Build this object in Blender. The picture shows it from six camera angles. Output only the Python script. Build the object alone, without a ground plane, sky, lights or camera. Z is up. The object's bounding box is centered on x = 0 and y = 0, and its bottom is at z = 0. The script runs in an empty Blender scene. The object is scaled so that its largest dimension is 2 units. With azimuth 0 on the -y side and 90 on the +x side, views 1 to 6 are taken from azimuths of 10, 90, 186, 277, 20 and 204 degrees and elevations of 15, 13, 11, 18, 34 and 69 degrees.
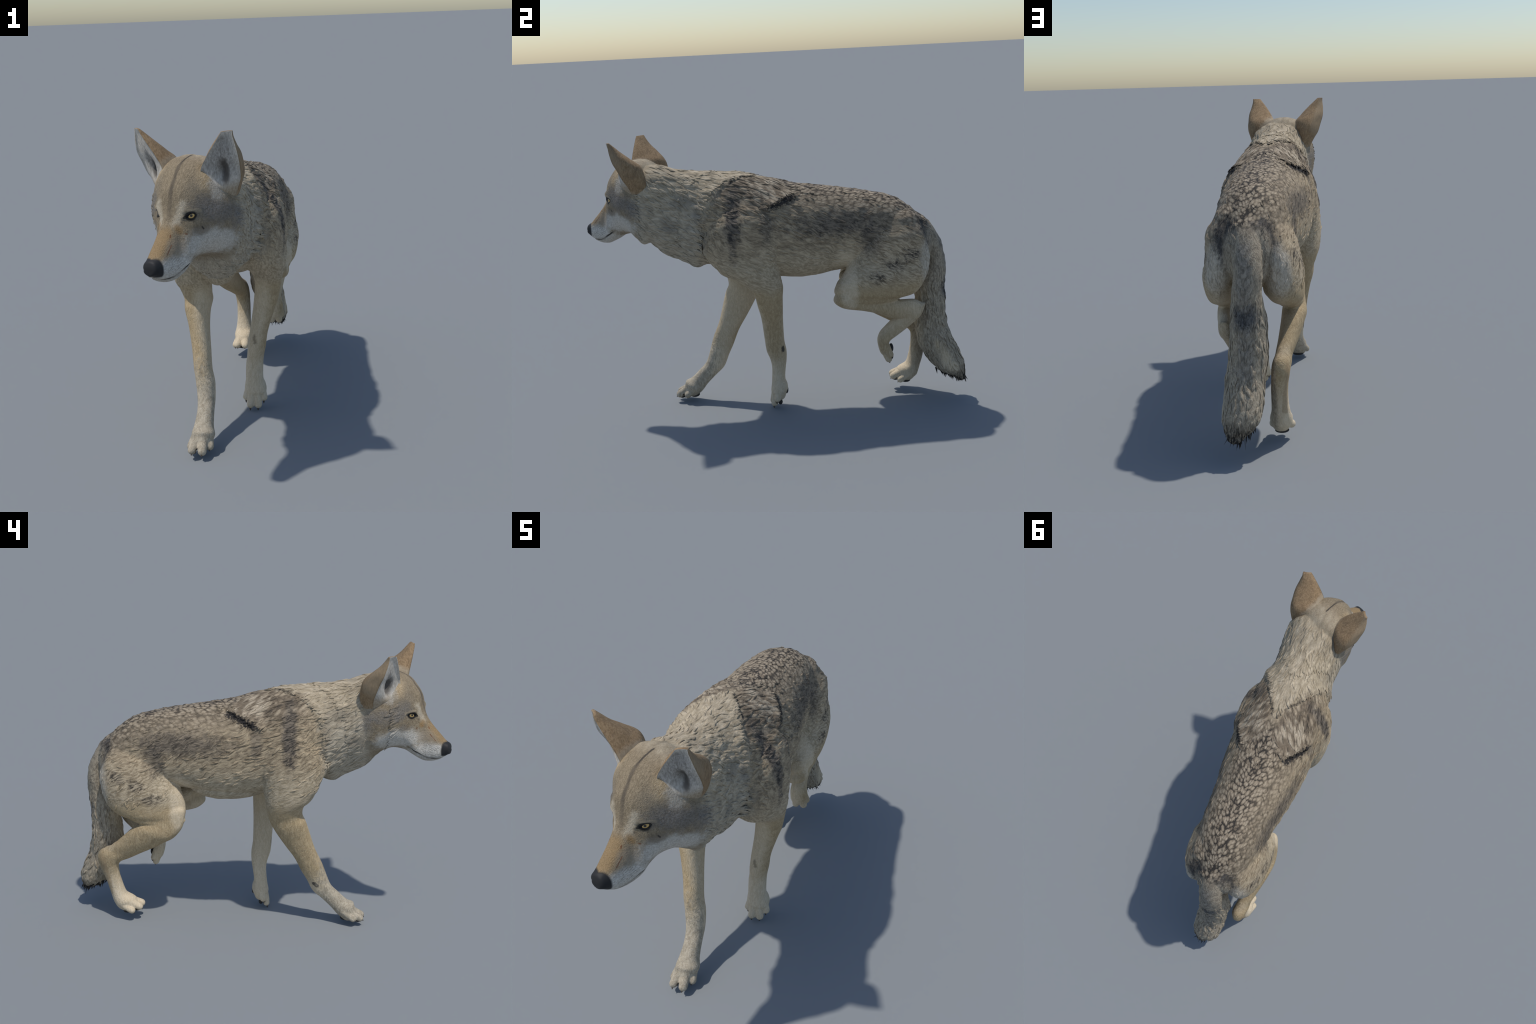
import bpy, bmesh, math, random
import numpy as np
from mathutils import Vector, Matrix

random.seed(7)
rng = np.random.default_rng(7)
VOXEL = 0.0035

# ----------------------------------------------------------------------------
# curve helpers
# ----------------------------------------------------------------------------
def pchip(t, Y, tq):
    """shape-preserving cubic through the control values Y (rows) at t"""
    t = np.asarray(t, float); Y = np.asarray(Y, float); tq = np.asarray(tq, float)
    h = np.diff(t)[:, None]
    d = np.diff(Y, axis=0) / h
    m = np.zeros_like(Y)
    m[0], m[-1] = d[0], d[-1]
    if len(t) > 2:
        a, b = d[:-1], d[1:]
        w1, w2 = 2 * h[1:] + h[:-1], h[1:] + 2 * h[:-1]
        same = a * b > 0
        with np.errstate(divide='ignore', invalid='ignore'):
            hm = (w1 + w2) / (w1 / a + w2 / b)
        m[1:-1] = np.where(same, hm, 0.35 * (a + b))
    i = np.clip(np.searchsorted(t, tq, side='right') - 1, 0, len(t) - 2)
    s = ((tq - t[i]) / (t[i + 1] - t[i]))[:, None]
    H = (t[i + 1] - t[i])[:, None]
    return ((2*s**3 - 3*s**2 + 1) * Y[i] + (s**3 - 2*s**2 + s) * H * m[i]
            + (-2*s**3 + 3*s**2) * Y[i + 1] + (s**3 - s**2) * H * m[i + 1])

def chord(P):
    P = np.asarray(P, float)
    return np.concatenate([[0], np.cumsum(np.maximum(np.linalg.norm(np.diff(P, axis=0), axis=1), 1e-5))])

def loft(rings):
    """closed rings (K, N, 3) -> (verts, faces), both ends capped"""
    rings = np.asarray(rings, float)
    K, N, _ = rings.shape
    v = rings.reshape(-1, 3).tolist()
    f = []
    for k in range(K - 1):
        for i in range(N):
            j = (i + 1) % N
            f.append((k*N + i, k*N + j, (k+1)*N + j, (k+1)*N + i))
    for k, flip in ((0, True), (K - 1, False)):
        c = len(v); v.append(rings[k].mean(axis=0).tolist())
        for i in range(N):
            j = (i + 1) % N
            a, b = k*N + i, k*N + j
            f.append((c, b, a) if flip else (c, a, b))
    return v, f

def spow(c, n):
    return np.sign(c) * np.abs(c) ** (2.0 / n)

# ----------------------------------------------------------------------------
# limbs and tail: pairs of opposite outline points in the walking plane,
# a lateral centre and a lateral half width
# ----------------------------------------------------------------------------
def limb(stations, N=40, sub=6, n=2.2):
    S = np.array(stations, float)          # yf zf yb zb xc rx
    c = np.c_[S[:, 4], (S[:, 0] + S[:, 2]) / 2, (S[:, 1] + S[:, 3]) / 2]
    t = chord(c)
    tq = np.interp(np.linspace(0, len(t) - 1, (len(t) - 1) * sub + 1), np.arange(len(t)), t)
    Q = pchip(t, S, tq)
    a = np.linspace(0, 2*np.pi, N, endpoint=False)
    ca, sa = spow(np.cos(a), n), spow(np.sin(a), n)
    rings = []
    def ring(q, k=1.0, push=np.zeros(3)):
        yf, zf, yb, zb, xc, rx = q
        cc = np.array([xc, (yf + yb) / 2, (zf + zb) / 2]) + push
        half = np.array([0, (yf - yb) / 2, (zf - zb) / 2])
        return cc + k * (np.outer(ca * rx, [1, 0, 0]) + np.outer(sa, half))
    def axis(q0, q1):
        d = np.array([q1[4]-q0[4], (q1[0]+q1[2]-q0[0]-q0[2])/2, (q1[1]+q1[3]-q0[1]-q0[3])/2])
        return d / (np.linalg.norm(d) + 1e-9)
    ends = []
    for q, q1 in ((Q[0], Q[1]), (Q[-1], Q[-2])):
        r = min(q[5], 0.5 * math.hypot(q[0]-q[2], q[1]-q[3]))
        ax = -axis(q, q1)
        ends.append([ring(q, math.cos(u), ax * r * math.sin(u)) for u in (0.35, 0.7, 1.05, 1.35)])
    rings += ends[0][::-1]
    rings += [ring(q) for q in Q]
    rings += ends[1]
    return loft(rings)

# trunk and neck: upright sections across the body
def trunk(stations, N=64, sub=5):
    S = np.array(stations, float)          # y xc ztop zbot w zc ntop nbot
    yq = np.interp(np.linspace(0, len(S) - 1, (len(S) - 1) * sub + 1), np.arange(len(S)), S[:, 0])
    Q = pchip(S[:, 0], S, yq)
    a = np.linspace(0, 2*np.pi, N, endpoint=False)
    rings = []
    def ring(q, k, dy):
        y, xc, zt, zb, w, zc, nt, nb = q
        up = np.sin(a) >= 0
        ex = np.where(up, nt, nb)
        ca = np.sign(np.cos(a)) * np.abs(np.cos(a)) ** (2 / ex)
        sa = np.sign(np.sin(a)) * np.abs(np.sin(a)) ** (2 / ex)
        zz = np.where(up, sa * (zt - zc), sa * (zc - zb))
        lean = max(0.0, min(1.0, (y + .30) / .15)) * max(0.0, min(1.0, (.60 - y) / .2))
        lean = lean * np.where(zz < 0, 0.050, -0.005)
        return np.c_[xc + k * w * ca + lean * zz, np.full(N, y + dy), zc + k * zz]
    for u in (1.35, 1.05, 0.7, 0.35):
        rings.append(ring(Q[0], math.cos(u), -0.06 * math.sin(u)))
    rings += [ring(q, 1.0, 0.0) for q in Q]
    for u in (0.35, 0.7, 1.05, 1.35):
        rings.append(ring(Q[-1], math.cos(u), 0.06 * math.sin(u)))
    return loft(rings)

def blob(c, r, rot=None, seg=28, rin=18):
    bm = bmesh.new()
    bmesh.ops.create_uvsphere(bm, u_segments=seg, v_segments=rin, radius=1.0)
    M = Matrix.Translation(c) @ (rot.to_4x4() if rot else Matrix.Identity(4)) @ Matrix.Diagonal((*r, 1))
    bm.transform(M)
    v = [tuple(x.co) for x in bm.verts]; bm.verts.index_update()
    f = [tuple(x.index for x in p.verts) for p in bm.faces]
    bm.free()
    return v, f

# ----------------------------------------------------------------------------
# head frame: turned to the animal's right
# ----------------------------------------------------------------------------
HO = np.array([-0.077, -0.831, 1.160])
HF = np.array([-0.358, -0.934, 0.0]); HF /= np.linalg.norm(HF)
HL = np.array([-HF[1], HF[0], 0.0])
def head_pt(f, l, z):
    # the back of the skull and the ears are turned a little less than the face
    w = min(1.0, max(0.0, (0.02 - f) / 0.08)); w = 0.07 * w * w * (3 - 2 * w)
    f, l = f - w * l, l + w * f
    return HO + HF * f + HL * l + np.array([0, 0, z])
def head_co(P):
    d = np.asarray(P) - HO
    return np.stack([d @ HF, d @ HL, d[..., 2]], axis=-1)

HEAD = [  # forward position, half section from the top round to the bottom
    (0.179, [(0, -.160), (.012, -.161), (.019, -.168), (.020, -.176), (.017, -.186), (.010, -.191), (.005, -.193), (0, -.194)]),
    (0.172, [(0, -.142), (.017, -.145), (.028, -.155), (.031, -.168), (.028, -.184), (.020, -.190), (.010, -.194), (0, -.195)]),
    (0.155, [(0, -.132), (.018, -.136), (.032, -.150), (.037, -.168), (.036, -.184), (.028, -.198), (.014, -.205), (0, -.206)]),
    (0.120, [(0, -.097), (.022, -.104), (.038, -.130), (.044, -.160), (.045, -.187), (.038, -.211), (.020, -.226), (0, -.229)]),
    (0.085, [(0, -.060), (.026, -.071), (.043, -.108), (.050, -.148), (.051, -.182), (.044, -.213), (.024, -.235), (0, -.239)]),
    (0.055, [(0, -.020), (.030, -.038), (.048, -.085), (.055, -.140), (.057, -.180), (.050, -.210), (.028, -.235), (0, -.240)]),
    (0.038, [(0, .020), (.032, -.006), (.050, -.060), (.062, -.125), (.064, -.172), (.055, -.206), (.031, -.229), (0, -.234)]),
    (0.020, [(0, .096), (.034, .080), (.061, .015), (.073, -.095), (.073, -.160), (.060, -.198), (.034, -.220), (0, -.226)]),
    (-.010, [(0, .140), (.042, .126), (.083, .060), (.092, -.045), (.086, -.120), (.060, -.178), (.036, -.205), (0, -.212)]),
    (-.050, [(0, .180), (.058, .164), (.112, .090), (.126, -.020), (.110, -.090), (.072, -.155), (.040, -.184), (0, -.190)]),
    (-.100, [(0, .199), (.070, .183), (.136, .098), (.162, -.015), (.150, -.085), (.088, -.158), (.045, -.178), (0, -.182)]),
    (-.150, [(0, .206), (.075, .190), (.146, .100), (.178, -.015), (.168, -.105), (.107, -.186), (.055, -.190), (0, -.190)]),
    (-.195, [(0, .198), (.072, .182), (.146, .095), (.178, -.020), (.168, -.125), (.122, -.218), (.060, -.214), (0, -.210)]),
    (-.240, [(0, .172), (.062, .158), (.115, .090), (.165, -.040), (.160, -.130), (.115, -.205), (.058, -.222), (0, -.226)]),
]
def head_loft(N=56):
    fs = np.array([s[0] for s in HEAD])[::-1]
    P = np.array([np.array(s[1]).ravel() for s in HEAD])[::-1]
    fq = np.interp(np.linspace(0, len(fs)-1, (len(fs)-1)*6+1), np.arange(len(fs)), fs)
    Q = pchip(fs, P, fq).reshape(len(fq), -1, 2)
    rings = []
    for f, half in zip(fq, Q):
        # mirror, then resample the closed section as a smooth loop
        loop = np.vstack([half, half[-2:0:-1] * [-1, 1]])
        ext = np.vstack([loop[-3:], loop, loop[:4]])
        t = chord(ext)
        i0, i1 = t[3], t[3 + len(loop)]
        q = pchip(t, ext, np.linspace(i0, i1, N, endpoint=False))
        rings.append([head_pt(f, l, z) for l, z in q])
    return loft(rings)

# ears: medial edge, lateral (opening) edge and back ridge, with a pocket in front
EAR = [  # medial edge           lateral edge          back ridge            pocket depth
    ((-.165, .095, -.020), (-.195, .140, -.005), (-.222, .128, .005), 0.0),
    ((-.110, .100, .050), (-.178, .168, .045), (-.236, .130, .060), 0.0),
    ((-.070, .095, .092), (-.166, .190, .090), (-.236, .126, .105), 0.02),
    ((-.068, .078, .126), (-.150, .208, .126), (-.232, .124, .142), 0.05),
    ((-.066, .086, .165), (-.132, .216, .168), (-.220, .126, .180), 0.09),
    ((-.064, .110, .208), (-.110, .222, .212), (-.176, .148, .222), 0.12),
    ((-.062, .145, .257), (-.096, .219, .256), (-.130, .166, .262), 0.18),
    ((-.062, .170, .292), (-.088, .213, .292), (-.102, .184, .294), 0.30),
    ((-.064, .180, .307), (-.086, .213, .308), (-.089, .195, .309), 0.3),
]
def ear_shell(side, N=40, sub=10):
    """thin cupped shell; returns verts, faces and a flag per face for the inside of the cup"""
    rows = np.array([np.r_[m, l, b, k] for m, l, b, k in EAR])
    t = chord(rows[:, 6:9])
    tq = np.interp(np.linspace(0, len(t)-1, (len(t)-1)*sub+1), np.arange(len(t)), t)
    Q = pchip(t, rows, tq)
    rings = []
    for n_, q in enumerate(Q):
        M, L, B, k = q[0:3], q[3:6], q[6:9], q[9]
        C = (M + L) / 2
        w, d = (L - M) / 2, B - C
        half = np.linalg.norm(w); depth = np.linalg.norm(d)
        th = np.linspace(0, np.pi, N)
        # a soft fold near the lateral edge, ripples on the back
        rip = 1 + .030 * np.sin(3 * th + 1.0) * min(1, k)
        wh = w / max(half, 1e-6)
        flare = min(1, k / .08) * min(.016, .3 * half)          # the walls bulge past the rims
        outer = [C - w*np.cos(x) + d*np.sin(x)**0.85 * r - wh * flare * np.sin(2 * x) * (1.0 if x < np.pi/2 else .5) for x, r in zip(th, rip)]
        thick = min(0.006, 0.4 * depth)
        kin = k * max(0.0, 1 - thick / max(depth, 1e-6))
        shrink = max(0.3, 1 - 0.0035 / max(half, 1e-6))
        bulge = 0.20 * (1 - min(1, k / 0.20))
        ti = th[1:-1]
        zr = C[2]
        slit = 0.24 * math.exp(-((zr - .152) / .040) ** 2) * np.exp(-((ti - 1.62) / .26) ** 2)
        inner = [C - w*shrink*np.cos(x) + d*(kin*np.sin(x)**0.8 - bulge*np.sin(x) + sl) + d * .04 for x, sl in zip(ti, slit)]
        rings.append([head_pt(f, l * side, z) for f, l, z in outer + inner[::-1]])
    R = len(rings[0])
    v, f = loft(rings)
    inside = [((i % R) >= N - 1) and i < (len(rings) - 1) * R for i in range(len(f))]
    return v, f, inside

# ----------------------------------------------------------------------------
# the body plan
# ----------------------------------------------------------------------------
TRUNK = [  # y      xc     ztop   zbot   w     zc    ntop nbot
    (-.670, -.002, 1.332, 0.950, .164, 1.10, 2.2, 2.0),
    (-.640, -.005, 1.340, 0.925, .171, 1.09, 2.4, 2.0),
    (-.580, -.007, 1.330, 0.868, .173, 1.08, 2.4, 1.95),
    (-.500, -.008, 1.306, 0.828, .166, 1.07, 2.15, 1.85),
    (-.420, -.010, 1.294, 0.784, .173, 1.05, 1.9, 1.85),
    (-.350, -.009, 1.289, 0.800, .187, 1.04, 1.85, 1.9),
    (-.280, -.012, 1.284, 0.770, .207, 1.02, 1.85, 2.0),
    (-.200, -.013, 1.275, 0.742, .218, 0.99, 2.0, 2.1),
    (-.100, -.010, 1.255, 0.722, .223, 0.96, 2.1, 2.3),
    (0.000, -.009, 1.234, 0.722, .224, 0.95, 2.05, 2.5),
    (0.100, -.010, 1.206, 0.717, .220, 0.94, 2.0, 2.6),
    (0.200, -.010, 1.193, 0.720, .210, 0.94, 2.0, 2.6),
    (0.300, -.012, 1.179, 0.735, .197, 0.94, 2.05, 2.3),
    (0.400, -.010, 1.161, 0.745, .186, 0.94, 2.2, 2.3),
    (0.500, -.008, 1.142, 0.740, .178, 0.93, 2.2, 2.2),
    (0.600, -.008, 1.116, 0.700, .166, 0.91, 2.2, 2.2),
    (0.690, -.010, 1.066, 0.690, .142, 0.89, 2.2, 2.2),
    (0.760, -.012, 1.005, 0.720, .105, 0.87, 2.1, 2.1),
]
FORE_RIGHT = [  # yf zf  yb zb  xc rx
    (-.270, 1.14, -.060, 1.14, -.115, .085),
    (-.350, 1.04, -.020, 1.05, -.135, .102),
    (-.390, .900, -.015, .930, -.146, .110),
    (-.366, .815, -.065, .795, -.163, .098),
    (-.318, .731, -.085, .690, -.174, .082),
    (-.272, .675, -.094, .630, -.168, .069),
    (-.268, .640, -.100, .600, -.160, .065),
    (-.285, .600, -.125, .550, -.162, .058),
    (-.305, .530, -.175, .465, -.151, .047),
    (-.330, .440, -.225, .385, -.137, .043),
    (-.370, .345, -.260, .305, -.125, .041),
    (-.390, .280, -.285, .256, -.112, .043),
    (-.414, .217, -.315, .190, -.105, .040),
    (-.455, .173, -.362, .145, -.101, .038),
    (-.506, .126, -.415, .092, -.101, .044),
    (-.535, .112, -.445, .055, -.098, .052),
    (-.538, .098, -.470, .034, -.102, .047),
]
FORE_LEFT = [
    (-.270, 1.13, -.030, 1.13,  .100, .080),
    (-.345, 1.03,  .020, 1.04,  .140, .102),
    (-.375, .920,  .040, .920,  .148, .106),
    (-.325, .820,  .010, .820,  .149, .098),
    (-.220, .745,  .018, .745,  .151, .081),
    (-.160, .700,  .026, .690,  .149, .067),
    (-.123, .655,  .022, .640,  .144, .061),
    (-.112, .600,  .020, .580,  .135, .058),
    (-.095, .520,  .018, .500,  .115, .050),
    (-.084, .400,  .020, .390,  .087, .043),
    (-.077, .330,  .030, .320,  .075, .043),
    (-.057, .268,  .028, .270,  .065, .041),
    (-.052, .230,  .022, .230,  .060, .042),
    (-.055, .160,  .017, .160,  .058, .043),
    (-.058, .130,  .027, .130,  .060, .050),
    (-.063, .095,  .028, .105,  .061, .054),
    (-.056, .080,  .016, .072,  .060, .046),
]
THIGH_RIGHT = [
    (.460, .970, .720, .990, -.080, .068),
    (.435, .895, .765, .905, -.112, .086),
    (.392, .797, .790, .810, -.128, .094),
    (.360, .742, .779, .738, -.136, .095),
    (.343, .675, .755, .672, -.141, .089),
    (.340, .635, .705, .625, -.150, .078),
    (.345, .605, .640, .600, -.160, .060),
]
SHANK_RIGHT = [
    (.339, .640, .520, .640, -.172, .046),
    (.352, .570, .545, .590, -.175, .050),
    (.402, .503, .584, .572, -.178, .056),
    (.455, .473, .631, .543, -.174, .052),
    (.524, .434, .671, .506, -.166, .047),
    (.587, .402, .721, .462, -.156, .041),
    (.655, .366, .770, .429, -.146, .037),
    (.708, .342, .815, .402, -.142, .040),
    (.723, .318, .830, .365, -.139, .040),
    (.722, .265, .820, .310, -.133, .037),
    (.716, .230, .806, .260, -.131, .036),
    (.707, .190, .789, .205, -.130, .037),
    (.692, .148, .772, .140, -.129, .044),
    (.660, .130, .755, .084, -.128, .051),
    (.648, .124, .730, .056, -.127, .046),
]
THIGH_LEFT = [
    (.455, .980, .730, 1.00,  .080, .074),
    (.420, .900, .770, .915,  .102, .091),
    (.372, .800, .787, .805,  .106, .092),
    (.338, .735, .778, .745,  .119, .095),
    (.304, .690, .755, .687,  .128, .087),
    (.288, .645, .705, .623,  .128, .076),
    (.305, .615, .640, .604,  .127, .058),
]
SHANK_LEFT = [
    (.300, .642, .420, .672,  .128, .052),
    (.284, .596, .400, .630,  .131, .058),
    (.332, .558, .410, .614,  .126, .054),
    (.439, .536, .475, .608,  .120, .047),
    (.521, .515, .553, .596,  .121, .045),
    (.597, .485, .625, .584,  .115, .041),
    (.655, .477, .702, .582,  .106, .036),
    (.690, .464, .745, .564,  .102, .034),
]
FOOT_LEFT = [
    (.680, .510, .765, .550,  .100, .032),
    (.650, .492, .752, .505,  .096, .034),
    (.597, .472, .678, .428,  .086, .035),
    (.551, .429, .615, .378,  .080, .035),
    (.524, .397, .580, .354,  .082, .040),
    (.512, .362, .572, .342,  .084, .044),
    (.516, .325, .582, .322,  .082, .044),
    (.524, .295, .586, .298,  .079, .040),
]
TAIL = [  # back edge, front edge
    (0.660, 1.060, 0.640, 0.960, -0.010, 0.050),
    (0.745, 1.020, 0.690, 0.920, -0.010, 0.060),
    (0.815, 0.960, 0.745, 0.880, -0.012, 0.061),
    (0.850, 0.902, 0.770, 0.845, -0.015, 0.062),
    (0.875, 0.845, 0.780, 0.810, -0.018, 0.063),
    (0.889, 0.780, 0.785, 0.760, -0.019, 0.063),
    (0.895, 0.710, 0.765, 0.700, -0.011, 0.064),
    (0.889, 0.640, 0.738, 0.640, -0.011, 0.069),
    (0.884, 0.598, 0.722, 0.600, -0.011, 0.074),
    (0.889, 0.550, 0.730, 0.550, -0.011, 0.078),
    (0.890, 0.475, 0.725, 0.480, -0.011, 0.081),
    (0.899, 0.420, 0.726, 0.415, -0.009, 0.083),
    (0.920, 0.337, 0.738, 0.325, 0.005, 0.083),
    (0.955, 0.270, 0.775, 0.245, 0.008, 0.084),
    (0.984, 0.198, 0.832, 0.172, 0.016, 0.079),
    (0.985, 0.155, 0.880, 0.135, 0.024, 0.062),
    (0.982, 0.125, 0.925, 0.115, 0.032, 0.040),
]
# toes: (tip, root, radius)
TOES = {
    'fore_right': [((-.134, -.568, .044), (-.118, -.500, .084), .0195), ((-.088, -.571, .042), (-.095, -.500, .084), .0205),
                   ((-.147, -.532, .044), (-.134, -.478, .078), .0180), ((-.063, -.526, .044), (-.074, -.475, .078), .0185)],
    'fore_left': [((.038, -.052, .030), (.049, -.040, .098), .0185), ((.076, -.047, .030), (.072, -.038, .098), .0195),
                  ((.016, -.036, .064), (.031, -.020, .118), .0175), ((.103, -.031, .062), (.090, -.018, .118), .0180)],
    'hind_right': [((-.106, .620, .080), (-.114, .682, .108), .0205), ((-.150, .622, .080), (-.143, .682, .108), .0205),
                   ((-.086, .656, .064), (-.099, .705, .090), .0185), ((-.168, .660, .064), (-.158, .710, .090), .0190)],
    'hind_left': [((.060, .566, .256), (.070, .542, .318), .0190), ((.100, .568, .256), (.096, .542, .318), .0190),
                  ((.046, .574, .284), (.058, .558, .332), .0170), ((.114, .576, .284), (.106, .558, .332), .0170)],
}
def capsule(tip, root, r, N=20):
    tip, root = np.array(tip), np.array(root)
    ax = (tip - root); L = np.linalg.norm(ax); ax /= L
    u = np.cross(ax, [0, 0, 1.0] if abs(ax[2]) < .9 else [0, 1.0, 0]); u /= np.linalg.norm(u)
    w = np.cross(ax, u)
    a = np.linspace(0, 2*np.pi, N, endpoint=False)
    circ = np.outer(np.cos(a), u) + np.outer(np.sin(a), w)
    rings = [root - ax*r*math.sin(x) + circ*r*math.cos(x) for x in (1.4, 1.0, .5)]
    rings += [root + (tip-root)*s + circ*r for s in (0, .5, 1)]
    rings += [tip + ax*r*math.sin(x) + circ*r*math.cos(x) for x in (.4, .8, 1.15, 1.45)]
    return loft(rings)


# ----------------------------------------------------------------------------
# one closed skin from all lofts; every loft remembers which body part it makes
# ----------------------------------------------------------------------------
PIECES = [('torso', trunk(TRUNK)), ('head', head_loft()),
          ('fore_right', limb(FORE_RIGHT)), ('fore_left', limb(FORE_LEFT)),
          ('hind_right', limb(THIGH_RIGHT)), ('hind_right', limb(SHANK_RIGHT)),
          ('hind_left', limb(THIGH_LEFT)), ('hind_left', limb(SHANK_LEFT)), ('hind_left', limb(FOOT_LEFT)),
          ('tail', limb(TAIL, n=2.0)),
          ('torso', blob((0, .372, .695), (.030, .046, .037))),            # scrotum
          ('torso', blob((-.072, .125, .752), (.105, .20, .060))),          # belly
          ('torso', blob((-.050, -.215, .778), (.080, .110, .078)))]         # brisket
for foot, toes in TOES.items():
    PIECES += [(foot, capsule(*t)) for t in toes]

def mesh_from(name, pieces):
    V, F = [], []
    for v, f in pieces:
        o = len(V); V += [tuple(x) for x in v]
        F += [tuple(i + o for i in p) for p in f]
    me = bpy.data.meshes.new(name)
    me.from_pydata(V, [], F); me.update()
    return me

bm = bmesh.new()
tmp = mesh_from('wolf_union', [p for _, p in PIECES])
bm.from_mesh(tmp)
bmesh.ops.recalc_face_normals(bm, faces=bm.faces)
bm.to_mesh(tmp); bm.free()
ob = bpy.data.objects.new('wolf_union', tmp)
bpy.context.scene.collection.objects.link(ob)
m = ob.modifiers.new('remesh', 'REMESH'); m.mode = 'VOXEL'; m.voxel_size = VOXEL; m.adaptivity = 0
sm = ob.modifiers.new('smooth', 'SMOOTH'); sm.factor = 0.5; sm.iterations = 8
dg = bpy.context.evaluated_depsgraph_get()
skin = bpy.data.meshes.new_from_object(ob.evaluated_get(dg))
bpy.data.objects.remove(ob)

def get_co(me):
    a = np.empty(len(me.vertices) * 3); me.vertices.foreach_get('co', a); return a.reshape(-1, 3)
def get_edges(me):
    a = np.empty(len(me.edges) * 2, int); me.edges.foreach_get('vertices', a); return a.reshape(-1, 2)
def get_no(me):
    a = np.empty(len(me.vertices) * 3); me.vertex_normals.foreach_get('vector', a); return a.reshape(-1, 3)

# ----------------------------------------------------------------------------
# sculpting on the skin
# ----------------------------------------------------------------------------
def seg_dist(P, a, b):
    a, b = np.array(a, float), np.array(b, float)
    ab = b - a
    t = np.clip(((P - a) @ ab) / (ab @ ab), 0, 1)
    return np.linalg.norm(P - (a + t[:, None] * ab), axis=1)
def poly_dist(P, pts):
    return np.min([seg_dist(P, a, b) for a, b in zip(pts[:-1], pts[1:])], axis=0)
def fall(d, r):
    return np.clip(1 - (d / r) ** 2, 0, 1) ** 2
_perm = rng.integers(0, 1 << 30, size=4096)
def vnoise(P, scale):
    """smooth value noise, -1..1"""
    q = P * scale; i = np.floor(q).astype(np.int64); f = q - i; f = f*f*(3 - 2*f)
    def h(dx, dy, dz):
        k = ((i[:, 0]+dx) * 73856093) ^ ((i[:, 1]+dy) * 19349663) ^ ((i[:, 2]+dz) * 83492791)
        return (_perm[k & 4095] & 0xffff) / 32767.5 - 1
    r = 0
    for dx in (0, 1):
        for dy in (0, 1):
            for dz in (0, 1):
                w = np.where(dx, f[:, 0], 1-f[:, 0]) * np.where(dy, f[:, 1], 1-f[:, 1]) * np.where(dz, f[:, 2], 1-f[:, 2])
                r = r + w * h(dx, dy, dz)
    return r

from mathutils.kdtree import KDTree
labels = ['torso', 'neck', 'head', 'fore_right', 'fore_left', 'hind_right', 'hind_left', 'tail',
          'paw_fore_right', 'paw_fore_left', 'paw_hind_right', 'paw_hind_left', 'nose']
LI = {n: i for i, n in enumerate(labels)}
src, lab = [], []
for name, (v, f) in PIECES:
    src.append(np.array(v)); lab += [LI[name]] * len(v)
src = np.vstack(src); lab = np.array(lab)
kd = KDTree(len(src))
for i, p in enumerate(src): kd.insert(p, i)
kd.balance()
co = get_co(skin)
near = np.array([kd.find(p)[1] for p in co])
vl = lab[near]
hc = head_co(co)
# a torso cut into trunk and neck along the shoulder line
ax_ = np.abs(co[:, 0]); a2 = np.maximum(ax_, np.clip((1.20 - co[:, 2]) / .15, 0, 1) * .19)
vl = np.where((vl == LI['torso']) & (co[:, 1] < -.07 - 1.6 * a2), LI['neck'], vl)
for foot, zcut, ycut in (('fore_right', .125, None), ('fore_left', .135, None), ('hind_right', .145, None), ('hind_left', .350, None)):
    vl = np.where((vl == LI[foot]) & (co[:, 2] < zcut), LI['paw_' + foot], vl)
vl = np.where((vl == LI['head']) & (hc[:, 0] + .45 * np.abs(hc[:, 1]) > .160) & (hc[:, 2] > -.200), LI['nose'], vl)
# settle the folds at the knees
ed = get_edges(skin)
deg = np.bincount(ed.ravel(), minlength=len(co)).astype(float)[:, None]
w_s = np.zeros(len(co))
for c, r in (((.165, .335, .645), .130), ((-.165, .400, .600), .120), ((.105, .735, .540), .070), ((0, .745, .985), .120),
             ((.13, .60, .95), .14), ((-.13, .60, .95), .14), ((-.16, .60, .59), .08), ((.15, .62, .60), .08)):
    w_s = np.maximum(w_s, np.clip(1.4 - 1.4 * np.linalg.norm(co - np.array(c), axis=1) / r, 0, 1))
for k in range(60):
    acc = np.zeros_like(co)
    for c in range(3):
        acc[:, c] = np.bincount(ed[:, 0], co[ed[:, 1], c], len(co)) + np.bincount(ed[:, 1], co[ed[:, 0], c], len(co))
    co = co + (.60 if k % 2 == 0 else -.50) * w_s[:, None] * (acc / deg - co)
skin.vertices.foreach_set('co', co.ravel()); skin.update()

MOUTH = [(-.021, .071, -.161), (.001, .067, -.172), (.029, .063, -.188), (.058, .052, -.207), (.081, .044, -.216),
         (.118, .034, -.216), (.145, .018, -.211), (.158, .0, -.207)]
EYE = (.004, .081, .003)
co = get_co(skin); no = get_no(skin)
hc = head_co(co)
ha = hc.copy(); ha[:, 1] = np.abs(ha[:, 1])
push = np.zeros(len(co))
push -= 0.0040 * fall(poly_dist(ha, MOUTH), .007)                       # mouth slit
push += 0.0020 * fall(poly_dist(ha, [(p[0], p[1], p[2] + .012) for p in MOUTH[1:6]]), .014)   # upper lip
push -= 0.0075 * fall(seg_dist(ha, (.026, .060, -.012), (-.012, .094, .003)), .020)           # eye socket
push += 0.0080 * fall(seg_dist(ha, (.030, .052, .032), (-.020, .100, .030)), .022)            # brow
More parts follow.
